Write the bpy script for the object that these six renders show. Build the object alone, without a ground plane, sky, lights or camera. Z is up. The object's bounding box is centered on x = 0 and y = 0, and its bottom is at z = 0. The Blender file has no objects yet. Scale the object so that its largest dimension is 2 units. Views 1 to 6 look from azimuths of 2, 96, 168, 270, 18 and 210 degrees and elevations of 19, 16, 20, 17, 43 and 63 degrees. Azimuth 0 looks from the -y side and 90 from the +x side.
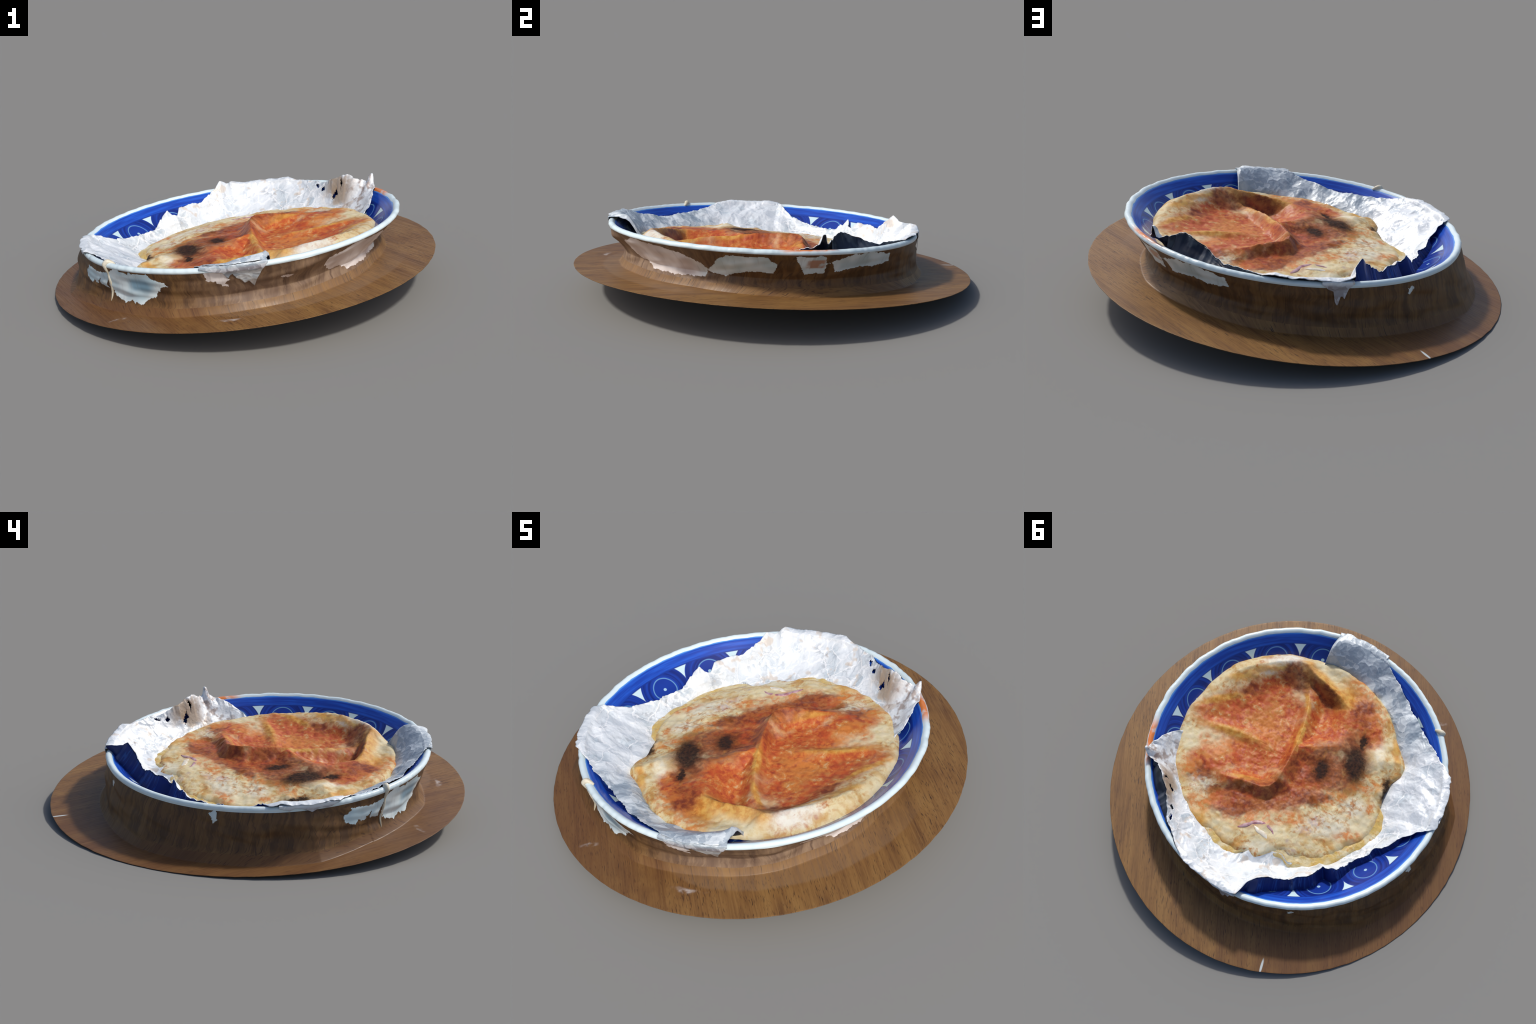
import math
import numpy as np

# ---------------------------------------------------------------- local frame
# Everything is modelled in the frame of the (tilted) board: z is the height
# above the board, then each thing is placed with one common tilt.
TILT_N = np.array([-0.0925, 0.0445, 1.0]); TILT_N /= np.linalg.norm(TILT_N)
TILT_A = np.array([1.0, 0, 0]) - TILT_N[0] * TILT_N; TILT_A /= np.linalg.norm(TILT_A)
TILT_B = np.cross(TILT_N, TILT_A)
ORIGIN = np.array([-0.001, 0.0003, 0.0968])
BOWL = np.array([0.010, -0.055])          # bowl axis on the board


def periodic(az, table, cols):
    """Linear interpolation of a table of (azimuth, values...) around the circle."""
    t = np.array(sorted(table), float)
    t = np.vstack([t[-1] - np.eye(t.shape[1])[0] * 360, t, t[0] + np.eye(t.shape[1])[0] * 360])
    a = (np.asarray(az, float) + 180) % 360 - 180
    return [np.interp(a, t[:, 0], t[:, c]) for c in cols]


def smooth(x):
    x = np.clip(x, 0, 1)
    return x * x * (3 - 2 * x)


def waves(p, seed, freq, count=14, octaves=3):
    """Soft pseudo noise: sums of sines in random directions."""
    r = np.random.default_rng(seed)
    out = np.zeros(len(p)); amp = 1.0; tot = 0
    for o in range(octaves):
        k = r.normal(size=(count, p.shape[1])); k /= np.linalg.norm(k, axis=1)[:, None]
        f = freq * 2 ** o * r.uniform(0.7, 1.4, count)
        ph = r.uniform(0, 6.283, count)
        out += amp * np.sin(p @ (k * f[:, None]).T * 6.283 + ph).sum(1) / math.sqrt(count / 2)
        tot += amp; amp *= 0.5
    return out / tot


def creases(p, seed, freq, count=5, octaves=3, warp=0.25):
    """Faceted crumple: triangle waves in random directions (flat facets, sharp folds)."""
    r = np.random.default_rng(seed)
    q = p + warp / freq * np.stack([waves(p, seed + 11 + i, freq * 0.6, 6, 1) for i in range(p.shape[1])], 1)
    out = np.zeros(len(p)); amp = 1.0; tot = 0
    for o in range(octaves):
        k = r.normal(size=(count, p.shape[1])); k /= np.linalg.norm(k, axis=1)[:, None]
        f = freq * 1.9 ** o * r.uniform(0.6, 1.5, count); ph = r.uniform(0, 1, count)
        t = q @ (k * f[:, None]).T + ph
        out += amp * (np.abs((t % 1) - 0.5) * 4 - 1).sum(1) / math.sqrt(count)
        tot += amp; amp *= 0.55
    return out / tot


# ---------------------------------------------------------------- board & bowl
BOARD_AXES, BOARD_TURN = (0.9425, 1.0002), 0.1338
# waist radius of the outer wall and how far it flares out where it meets the board
WAIST = [(-5, 0.662, 0.029), (-22, 0.642, 0.020), (-40, 0.656, 0.026), (-55, 0.662, 0.026), (-66, 0.684, 0.023), (-76, 0.694, 0.023), (-88, 0.698, 0.029), (-100, 0.720, 0.026), (-113, 0.742, 0.032), (-125, 0.738, 0.035),
         (-137, 0.748, 0.035), (-150, 0.772, 0.032), (-158, 0.795, 0.032), (-166, 0.820, 0.035), (175, 0.822, 0.038), (165, 0.822, 0.035), (154, 0.832, 0.026), (140, 0.840, 0.020), (125, 0.818, 0.023), (112, 0.802, 0.023),
         (100, 0.792, 0.026), (87, 0.775, 0.029), (75, 0.762, 0.032), (65, 0.750, 0.038), (54, 0.722, 0.049), (44, 0.702, 0.055), (35, 0.700, 0.052), (20, 0.692, 0.046), (8, 0.674, 0.035)]
INNER = np.array([(0, .035), (.40, .042), (.50, .058), (.58, .085), (.645, .122), (.705, .174), (.742, .208), (.75, .216), (.9, .216)])


def board_edge(az):
    """Distance from the bowl axis to the board's edge at bowl azimuth az (degrees)."""
    a = np.radians(az)
    d = np.stack([np.cos(a), np.sin(a)], -1)
    c, s = math.cos(BOARD_TURN), math.sin(BOARD_TURN)
    R = np.array([[c, s], [-s, c]])
    o = (R @ BOWL) / BOARD_AXES
    e = (d @ R.T) / np.array(BOARD_AXES)
    A = (e * e).sum(-1); B = (e * o).sum(-1); C = (o * o).sum() - 1
    return (-B + np.sqrt(B * B - A * C)) / A


def wall_radius(h, az):
    w, f = periodic(az, WAIST, (1, 2))
    # an undercut wall reaches its waist early, a splayed one keeps widening downwards
    t = np.where(w < .765, np.clip((0.2 - h) / 0.125, 0, 1), np.clip((0.2 - h) / 0.15, 0, 1.35))
    r = 0.773 + (w - 0.773) * t ** np.where(w < .765, .92, .85)
    a = (np.asarray(az) + 360) % 360
    r = r + .022 * np.exp(-((a - 293) / 7.0) ** 2 - ((h - .158) / .028) ** 2) + .016 * np.exp(-((a - 184) / 10.0) ** 2 - ((h - .15) / .035) ** 2)
    return r + f * np.clip(1 - h / 0.09, 0, 1) ** 2.4


def inner_height(r):
    return np.interp(r, INNER[:, 0], INNER[:, 1])


# ---------------------------------------------------------------- flatbread
# outline about the bowl axis: (azimuth, radius)
OUTLINE = [(-64, .648), (-76, .632), (-87, .63), (-99, .618), (-111, .603), (-121, .59), (-136, .556), (-143, .565), (-150, .577), (-156, .556),
           (-160, .502), (-168, .478), (-177, .488), (179, .518), (171, .546), (164, .556), (159, .555), (150, .532), (142, .532), (137, .54),
           (130, .556), (122, .55), (113, .525), (109, .495), (100, .487), (94, .53), (88, .532), (83, .58), (76, .61), (66, .618), (61, .636),
           (54, .642), (49, .622), (39, .626), (31, .632), (19, .636), (10, .647), (-1, .65), (-13, .655), (-24, .664), (-35, .672), (-46, .67), (-56, .662)]
# the upper layer is drawn back along the far side, where the lower one shows
DRAWN_BACK = [(-170, 0), (-178, .01), (172, .04), (160, .045), (146, .035), (135, .04), (122, .07), (112, .045), (100, .0), (88, .0), (80, .05), (66, .055), (56, .035), (44, .0)]
REST = [(.30, -.30, .112), (.42, -.22, .122), (.2, -.2, .108), (.17, -.40, .106), (.3, .05, .126), (.234, .10, .122), (.42, .248, .132), (.5, .1, .143),
        (.15, -.02, .110), (.2, .04, .115), (.309, 0, .116), (.352, .105, .146), (.42, .14, .146), (.39, .19, .143), (.24, -.083, .120), (.53, .19, .138), (.62, .06, .140), (.26, -.43, .112), (.38, -.35, .128), (.5, -.12, .134), (.46, -.29, .140),
        (-.249, -.192, .141), (-.12, -.09, .135), (-.31, .03, .125), (-.336, -.332, .137), (-.27, -.35, .126), (-.41, -.094, .112), (-.45, -.18, .114), (-.47, -.34, .115),
        (-.143, .333, .123), (-.007, .348, .124), (.06, .19, .128), (.2, .25, .122), (.32, .268, .123), (-.3, .2, .118), (-.42, .12, .105), (-.33, .35, .100), (.2, .4, .120),
        (.35, .42, .118), (.52, .33, .122), (-.2, -.5, .138), (-.05, -.60, .128), (.08, -.63, .143), (.15, -.645, .145), (-.36, -.5, .125), (-.2, .45, .100), (0, .47, .108),
        (.02, -.43, .084), (.035, -.33, .088), (-.065, -.385, .126), (-.015, -.35, .104), (.0, -.26, .115), (.10, -.47, .095)]
_P = np.array(REST)
_K = lambda d2: np.sqrt(d2 + 0.05 ** 2)
_d2 = ((_P[:, None, :2] - _P[None, :, :2]) ** 2).sum(-1)
_W = np.linalg.solve(np.block([[_K(_d2) + 1e-3 * np.eye(len(_P)), np.ones((len(_P), 1))], [np.ones((1, len(_P))), np.zeros((1, 1))]]),
                     np.append(_P[:, 2], 0))
# folds: polyline of (x, y, crest height), width on the left / right of its run
FOLDS = [
    # the main curved fold that bounds the sunken middle, turning a sharp corner at its far end
    ([(.165, -.50, .118), (.125, -.415, .136), (.101, -.345, .146), (.081, -.259, .153), (.065, -.149, .163), (.058, -.058, .175), (.056, .067, .184)], .050, .032),
    ([(.056, .040, .182), (.058, .090, .185), (.076, .128, .185), (.112, .150, .179), (.168, .155, .174), (.216, .162, .166), (.285, .176, .156), (.34, .178, .148)], .034, .050),
    # second fold running to the charred patch and on to the pit corner
    ([(.044, -.147, .163), (-.023, -.194, .156), (-.091, -.228, .152), (-.135, -.264, .154), (-.136, -.338, .149), (-.119, -.410, .147), (-.088, -.472, .148)], .055, .065),
    # lip of the pit, then the rolled front crust round to the right
    ([(-.088, -.476, .149), (-.009, -.512, .164), (.088, -.536, .179), (.164, -.552, .188), (.235, -.580, .197)], .036, .050),
    ([(.215, -.580, .194), (.27, -.572, .198), (.312, -.553, .198), (.377, -.512, .197), (.441, -.466, .192), (.514, -.393, .183), (.574, -.291, .170), (.611, -.178, .157), (.630, -.060, .148)], .078, .055),
    # crease that runs in from the pinched rim and parts the pit from the middle
    ([(.242, -.582, .198), (.215, -.548, .178), (.188, -.518, .150), (.165, -.490, .126)], .024, .020),
    # short yellow fold inside the sunken part
    ([(.56, -.035, .128), (.533, -.042, .143), (.444, -.060, .142), (.339, -.080, .136), (.258, -.087, .128), (.19, -.09, .110)], .040, .030),
    # puckers at the left edge
    ([(-.50, -.33, .118), (-.44, -.33, .135), (-.37, -.30, .148)], .03, .03),
    ([(-.47, -.16, .118), (-.42, -.14, .128), (-.36, -.17, .135)], .03, .03),
]


def bread_height(x, y):
    x = np.asarray(x, float); y = np.asarray(y, float)
    d2 = (x[..., None] - _P[:, 0]) ** 2 + (y[..., None] - _P[:, 1]) ** 2
    h = _K(d2) @ _W[:-1] + _W[-1]
    base = h.copy()
    for pts, wl, wr in FOLDS:
        p = np.array(pts)
        best = np.full(x.shape, -1.0)
        for a, b in zip(p[:-1], p[1:]):
            e = b[:2] - a[:2]; L2 = e @ e
            t = np.clip(((x - a[0]) * e[0] + (y - a[1]) * e[1]) / L2, 0, 1)
            dx, dy = x - a[0] - t * e[0], y - a[1] - t * e[1]
            side = e[0] * dy - e[1] * dx
            d = np.hypot(dx, dy) / np.where(side > 0, wl, wr)
            crest = a[2] + t * (b[2] - a[2])
            prof = np.clip(1 - d * 0.62, 0, 1)
            prof = .55 * prof * prof * (3 - 2 * prof) + .45 * prof ** 1.4
            best = np.maximum(best, (crest - base) * prof)
        h = np.maximum(h, base + best)
    return h


# ---------------------------------------------------------------- foil
# torn edge: (azimuth, radius, height)
FOIL_EDGE = [(-180, .778, .224), (-176, .782, .229), (-168, .784, .230), (-158, .784, .229), (-156, .772, .226), (-151, .735, .210), (-142, .705, .186), (-133, .688, .172), (-124, .685, .172),
             (-116, .70, .184), (-110, .715, .196), (-104, .735, .212), (-100, .765, .232), (-97, .780, .229), (-90, .783, .229), (-82, .783, .231), (-80, .76, .226), (-79, .735, .226), (-77.6, .690, .214), (-76.8, .645, .165), (-76, .60, .10),
             (-72, .56, .08), (-40, .55, .075), (0, .56, .08), (8, .60, .10), (13, .665, .150), (18, .715, .200), (22, .745, .232), (24.8, .758, .246), (25.6, .768, .284), (26.6, .770, .289), (27.6, .760, .248), (29.5, .745, .246),
             (33, .71, .262), (36, .70, .276), (40, .695, .268), (44, .69, .245), (50, .705, .225), (57, .735, .222), (62, .745, .222), (68, .765, .230), (71, .780, .241), (80, .780, .231), (86, .782, .228),
             (92, .784, .231), (95, .77, .246), (97, .70, .252), (101, .668, .272), (104, .65, .235), (112, .625, .195), (118, .61, .200), (125, .602, .198), (129, .575, .165), (131, .562, .172), (134, .59, .20), (138, .592, .172),
             (142, .585, .145), (146, .575, .13), (152, .585, .135), (160, .60, .135), (166, .625, .15), (172, .655, .175), (176, .70, .205), (178, .74, .222)]
# how slack the sheet hangs between bread and torn edge
FOIL_SLACK = [(-180, .0), (-170, -.05), (-160, -.05), (-135, -.06), (-122, -.03), (-112, .02), (-104, -.02), (-98, -.08), (-90, -.18), (-79, -.24), (-76, -.1), (-72, .1), (10, .1), (18, .36), (48, .34), (54, .10), (86, .06), (92, .30), (114, .30), (122, .1), (170, .04)]
# where the foil folds over the rim and hangs outside: (azimuth, length)
FOIL_HANG = [[(-101, .0), (-98, .012), (-94, .02), (-92.5, .050), (-91, .035), (-89.5, .062), (-87.5, .085), (-86, .078), (-84.4, .108), (-83.2, .075), (-82, .045), (-80.8, .018), (-79.5, .0)],
             [(85, .0), (87, .022), (88.6, .03), (89.4, .07), (90.3, .085), (90.9, .05), (92.2, .062), (93.2, .02), (95, .0)],
             [(-177, .0), (-174, .014), (-171, .004), (-167, .02), (-163, .010), (-161.5, .018), (-158.2, .0)]]
# ---------------------------------------------------------------- end of shape rules

import bpy
from mathutils import Matrix

POSE = Matrix(((TILT_A[0], TILT_B[0], TILT_N[0], ORIGIN[0]), (TILT_A[1], TILT_B[1], TILT_N[1], ORIGIN[1]),
               (TILT_A[2], TILT_B[2], TILT_N[2], ORIGIN[2]), (0, 0, 0, 1)))


# ---------------------------------------------------------------- node helpers
class Nodes:
    def __init__(self, name):
        self.mat = bpy.data.materials.new(name); self.mat.use_nodes = True
        self.t = self.mat.node_tree; self.t.nodes.clear()
        self.out = self.t.nodes.new("ShaderNodeOutputMaterial")
        self.bsdf = self.t.nodes.new("ShaderNodeBsdfPrincipled")
        self.t.links.new(self.bsdf.outputs[0], self.out.inputs[0])
        self.co = self.t.nodes.new("ShaderNodeTexCoord").outputs["Object"]

    def put(self, sock, v):
        if isinstance(v, bpy.types.NodeSocket):
            self.t.links.new(v, sock)
        elif isinstance(v, (tuple, list)) and sock.type == "RGBA" and len(v) == 3:
            sock.default_value = (*v, 1)
        else:
            sock.default_value = v

    def math(self, op, a, b=0.0, c=None, clamp=False):
        n = self.t.nodes.new("ShaderNodeMath"); n.operation = op; n.use_clamp = clamp
        self.put(n.inputs[0], a); self.put(n.inputs[1], b)
        if c is not None: self.put(n.inputs[2], c)
        return n.outputs[0]

    def vec(self, op, a, b=(0, 0, 0), scale=None):
        n = self.t.nodes.new("ShaderNodeVectorMath"); n.operation = op
        self.put(n.inputs[0], a)
        if scale is not None: self.put(n.inputs["Scale"], scale)
        else: self.put(n.inputs[1], b)
        return n.outputs["Value"] if op in ("LENGTH", "DOT_PRODUCT") else n.outputs[0]

    def xyz(self, v):
        n = self.t.nodes.new("ShaderNodeSeparateXYZ"); self.put(n.inputs[0], v); return n.outputs

    def join(self, x, y, z=0.0):
        n = self.t.nodes.new("ShaderNodeCombineXYZ")
        for i, v in enumerate((x, y, z)): self.put(n.inputs[i], v)
        return n.outputs[0]

    def mapping(self, v, loc=(0, 0, 0), rot=0.0, scale=(1, 1, 1), kind="TEXTURE"):
        n = self.t.nodes.new("ShaderNodeMapping"); n.vector_type = kind
        self.put(n.inputs[0], v)
        n.inputs["Location"].default_value = loc; n.inputs["Rotation"].default_value = (0, 0, rot); n.inputs["Scale"].default_value = scale
        return n.outputs[0]

    def noise(self, v, scale, detail=3.0, rough=0.55, distort=0.0, colour=False):
        n = self.t.nodes.new("ShaderNodeTexNoise"); self.put(n.inputs["Vector"], v)
        n.inputs["Scale"].default_value = scale; n.inputs["Detail"].default_value = detail
        n.inputs["Roughness"].default_value = rough; n.inputs["Distortion"].default_value = distort
        return n.outputs["Color" if colour else "Fac"]

    def voronoi(self, v, scale, feature="F1", out="Distance"):
        n = self.t.nodes.new("ShaderNodeTexVoronoi"); n.feature = feature
        self.put(n.inputs["Vector"], v); n.inputs["Scale"].default_value = scale
        return n.outputs[out]

    def step(self, v, lo, hi, a=0.0, b=1.0):
        n = self.t.nodes.new("ShaderNodeMapRange"); n.interpolation_type = "SMOOTHSTEP"; n.clamp = False
        self.put(n.inputs["Value"], v)
        if lo > hi: lo, hi, a, b = hi, lo, b, a
        n.inputs["From Min"].default_value = lo; n.inputs["From Max"].default_value = hi
        n.inputs["To Min"].default_value = a; n.inputs["To Max"].default_value = b
        return n.outputs[0]

    def mix(self, fac, a, b, blend="MIX"):
        n = self.t.nodes.new("ShaderNodeMix"); n.data_type = "RGBA"; n.blend_type = blend
        self.put(n.inputs[0], fac); self.put(n.inputs[6], a); self.put(n.inputs[7], b)
        return n.outputs[2]

    def ramp(self, fac, stops):
        n = self.t.nodes.new("ShaderNodeValToRGB"); self.put(n.inputs[0], fac)
        e = n.color_ramp.elements
        while len(e) < len(stops): e.new(0.5)
        for el, (p, c) in zip(e, stops): el.position = p; el.color = (*c, 1)
        return n.outputs[0]

    def top(self, *v):
        r = v[0]
        for w in v[1:]: r = self.math("MAXIMUM", r, w)
        return r

    def mul(self, *v):
        r = v[0]
        for w in v[1:]: r = self.math("MULTIPLY", r, w)
        return r

    def blob(self, v, cx, cy, rx, ry, turn=0.0, soft=0.35):
        m = self.mapping(v, (cx, cy, 0), math.radians(turn), (rx, ry, 1))
        return self.step(self.vec("LENGTH", m), 1 + soft, 1 - soft)

    def bump(self, height, strength, dist):
        n = self.t.nodes.new("ShaderNodeBump"); self.put(n.inputs["Height"], height)
        n.inputs["Strength"].default_value = strength; n.inputs["Distance"].default_value = dist
        self.t.links.new(n.outputs[0], self.bsdf.inputs["Normal"])

    def polar(self):
        x, y, z = self.xyz(self.co)
        dx, dy = self.math("SUBTRACT", x, float(BOWL[0])), self.math("SUBTRACT", y, float(BOWL[1]))
        r = self.math("SQRT", self.math("ADD", self.mul(dx, dx), self.mul(dy, dy)))
        return self.math("MULTIPLY", self.math("ARCTAN2", dy, dx), 180 / math.pi), r, z

    def finish(self, colour, rough=0.6, metallic=0.0, spec=0.3, coat=0.0):
        self.put(self.bsdf.inputs["Base Color"], colour); self.put(self.bsdf.inputs["Roughness"], rough)
        self.put(self.bsdf.inputs["Metallic"], metallic); self.put(self.bsdf.inputs["Specular IOR Level"], spec)
        self.put(self.bsdf.inputs["Coat Weight"], coat)
        return self.mat


GRAIN = math.radians(117)


def wood_colour(n, v):
    m = n.mapping(v, (0, 0, 0), GRAIN, (1, 1, 1))
    wide = n.noise(n.mapping(m, scale=(.9, .16, 1)), 2.2, 4, .6)
    fine = n.noise(n.mapping(m, scale=(.35, .012, 1)), 1.6, 3, .6)
    c = n.ramp(wide, [(.30, (.135, .063, .024)), (.5, (.215, .107, .035)), (.70, (.275, .148, .048))])
    c = n.mix(n.step(fine, .45, .72, 0, .4), c, (.32, .180, .066))
    c = n.mix(n.step(fine, .48, .30, 0, .4), c, (.10, .043, .020))
    m2 = n.vec("ADD", m, n.vec("SCALE", n.noise(v, 4, 2, colour=True), scale=.05))
    dash = n.noise(n.mapping(m2, scale=(.050, .0050, 1)), 1.0, 1, .5)
    dash2 = n.noise(n.mapping(m2, (.31, .17, 0), scale=(.032, .0036, 1)), 1.0, 1, .5)
    where = n.noise(n.mapping(m, scale=(.5, .12, 1)), 1.0, 2)
    pores = n.mul(n.top(n.step(dash, .62, .70), n.mul(n.step(dash2, .64, .72), .8)), n.step(where, .35, .58, .30, 1.0))
    return n.mix(n.mul(pores, .9), c, (.036, .018, .013)), fine


def mat_board():
    n = Nodes("oiled_wood")
    c, fine = wood_colour(n, n.co)
    az, r, z = n.polar()
    flat = n.vec("MULTIPLY", n.co, (1, 1, 0))
    w = n.noise(n.co, 14, 3)
    warp = n.vec("ADD", flat, n.vec("SCALE", n.vec("SUBTRACT", n.noise(n.co, 9, 2, colour=True), (.5, .5, .5)), scale=.06))
    x, y, _ = n.xyz(n.co)
    # redder, duller wood on the left, golden on the right
    c = n.mix(n.mul(n.step(n.math("ADD", x, n.mul(n.math("SUBTRACT", w, .5), .6)), .15, -.45), .55), c, (.115, .048, .020))
    c = n.mix(n.mul(glare_mask(n, az, r), n.step(fine, .3, .7, .22, .10)), c, (.36, .27, .19))
    smear = n.mul(n.top(n.blob(warp, -.02, -.872, .06, .010, 0, .6), n.blob(warp, -.53, -.72, .03, .014, 30, .6)), n.step(w, .35, .6))
    c = n.mix(n.mul(smear, .8), c, (.62, .58, .56))
    chip = n.mul(n.step(n.vec("LENGTH", n.vec("MULTIPLY", n.vec("SUBTRACT", n.co, (.88, .30, 0)), (1, .32, 0))), .06, .045), n.step(r, .905, .935))
    c = n.mix(n.mul(n.blob(flat, -.318, .915, .036, .0055, 103, .35), .9), c, (.60, .66, .66))
    return n.finish(c, n.step(fine, .3, .7, .50, .38), spec=.32)


# bare pale glaze on the outer wall: outlines in (azimuth, height), then frayed by noise
GLAZE = [[(-154.5, .179), (-146.7, .163), (-139.6, .168), (-142, .088), (-145.6, .100), (-145.6, .138), (-147.5, .103), (-150, .101), (-153, .145)],
         [(-139.6, .175), (-133.4, .207), (-132.3, .188), (-121.3, .192), (-112.8, .138), (-116.5, .126), (-119.5, .082), (-126.5, .040), (-130, .056), (-133, .038), (-139.6, .075)],
         [(-99.8, .206), (-91.8, .222), (-93.2, .170), (-94, .118), (-95.4, .122), (-96.6, .149), (-100.5, .159)],
         [(-74.7, .129), (-73.3, .136), (-70.6, .128), (-72.9, .114)],
         [(-58.5, .120), (-57, .160), (-46.5, .194), (-31, .184), (-20, .148), (-15.2, .096), (-16.5, .055), (-31, .048), (-44, .050), (-49, .082), (-53.6, .080)],
         [(-15.4, .085), (-9.3, .168), (-6, .181), (7.3, .182), (11.6, .145), (10.3, .104), (0, .104), (-8.8, .072)],
         [(17, .190), (27.5, .193), (30, .157), (27.2, .108), (21.3, .103)],
         [(30.3, .160), (38, .193), (46, .198), (55.5, .182), (57, .142), (50, .126), (40, .127), (33.5, .108)],
         [(113.7, .152), (113.4, .172), (116.2, .174), (115, .146)],
         [(161.3, .190), (163.4, .198), (164.7, .157), (162.4, .150)],
         [(-156.6, .145), (-153.6, .172), (-151, .165), (-150.6, .120), (-152, .098), (-154.4, .106)]]


def inside(outline, a, h):
    p = np.array(outline); q = np.roll(p, -1, 0)
    hit = np.zeros(a.shape, bool)
    for (a0, h0), (a1, h1) in zip(p, q):
        cross = (h0 > h) != (h1 > h)
        hit ^= cross & (a < a0 + (h - h0) / np.where(h1 == h0, 1e-9, h1 - h0) * (a1 - a0))
    return hit


def glare_mask(n, az, r):
    """Painted-in glare of reflected light on the front of the wall and the strip of board at its foot."""
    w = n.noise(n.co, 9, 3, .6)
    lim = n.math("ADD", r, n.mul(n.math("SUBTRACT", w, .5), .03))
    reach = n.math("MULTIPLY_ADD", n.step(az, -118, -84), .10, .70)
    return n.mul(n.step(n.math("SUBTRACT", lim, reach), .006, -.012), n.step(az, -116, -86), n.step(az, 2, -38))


def mat_wall():
    n = Nodes("smeared_wood")
    az, r, z = n.polar()
    # the grain is dragged up the wall: sample the wood where the wall meets the board
    x, y, _ = n.xyz(n.co)
    up = n.step(z, .0, .05)
    k = n.math("MULTIPLY_ADD", up, n.math("SUBTRACT", n.math("DIVIDE", n.math("ADD", .79, n.mul(z, -.2)), r), 1.0), 1.0)
    c, fine = wood_colour(n, n.join(n.mul(x, k), n.mul(y, k)))
    wob = n.mul(n.math("SUBTRACT", n.noise(n.join(n.mul(az, .05), n.mul(z, 8)), 2.0, 3), .5), 5.0)
    sa = n.math("ADD", az, wob)
    streak = n.noise(n.join(n.mul(sa, .12), n.mul(z, 1.6)), 3.5, 4, .6, .2)
    c = n.mix(n.mul(n.step(streak, .34, .68, .48, .88), n.step(z, .004, .06)), c, n.mix(n.step(streak, .4, .6), (.115, .058, .026), (.070, .036, .019)))
    lines = n.noise(n.join(n.mul(sa, .62), n.mul(z, 3.0)), 2.0, 2, .5)
    c = n.mix(n.mul(glare_mask(n, az, n.math("MULTIPLY", r, .7)), n.step(z, .21, .05, .35, .60), n.step(z, -.01, .04, .35, 1)), c, n.mix(n.step(streak, .3, .65), (.40, .29, .20), (.22, .145, .105)))
    c = n.mix(n.mul(n.step(lines, .60, .74, 0, .6), n.step(z, .004, .03)), c, (.05, .027, .018))
    return n.finish(c, .5, spec=.3)


def mat_bare_glaze():
    n = Nodes("pale_glaze")
    az, r, z = n.polar()
    tone = n.noise(n.join(n.mul(az, .06), n.mul(z, 5)), 1.8, 2)
    cool = n.mix(n.step(tone, .35, .65), (.52, .67, .73), (.78, .87, .88))
    hollow = n.mul(n.step(n.math("ABSOLUTE", n.math("ADD", az, 124.8)), 6.5, 2.5), n.step(n.math("ABSOLUTE", n.math("SUBTRACT", z, .132)), .045, .012))
    cool = n.mix(n.mul(hollow, .8), cool, (.16, .32, .44))
    warm = n.mix(n.step(tone, .35, .65), (.64, .55, .51), (.84, .77, .73))
    side = n.mix(n.step(tone, .35, .65), (.52, .61, .61), (.72, .78, .77))
    c = n.mix(n.step(az, -107, -101), cool, n.mix(n.step(az, -24, -12), warm, side))
    rag = n.noise(n.co, 18, 3)
    thin = n.noise(n.join(n.mul(az, .32), n.mul(z, 5)), 1.7, 3, .6, .4)
    c = n.mix(n.step(thin, .54, .74, 0, .5), c, n.mix(.45, c, (.14, .075, .04)))
    stain = n.mul(n.step(az, 20.5, 22.5), n.step(az, 29, 27), n.step(z, .128, .136), n.step(z, .178, .168), n.step(rag, .38, .52))
    c = n.mix(n.mul(stain, .85), c, (.42, .17, .075))
    return n.finish(c, .35, spec=.4)


def mat_rim():
    n = Nodes("white_glaze")
    az, r, z = n.polar()
    w = n.noise(n.co, 22, 3)
    c = n.mix(w, (.64, .79, .84), (.80, .89, .91))
    c = n.mix(n.mul(n.step(r, .747, .741), n.step(z, .2, .206)), c, (.12, .30, .72))
    orange = n.mul(n.step(az, 9, 17), n.step(az, 33, 27), n.step(w, .3, .55, .4, 1), n.step(r, .776, .768))
    c = n.mix(orange, c, (.72, .22, .06))
    return n.finish(c, .25, spec=.4)


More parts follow.
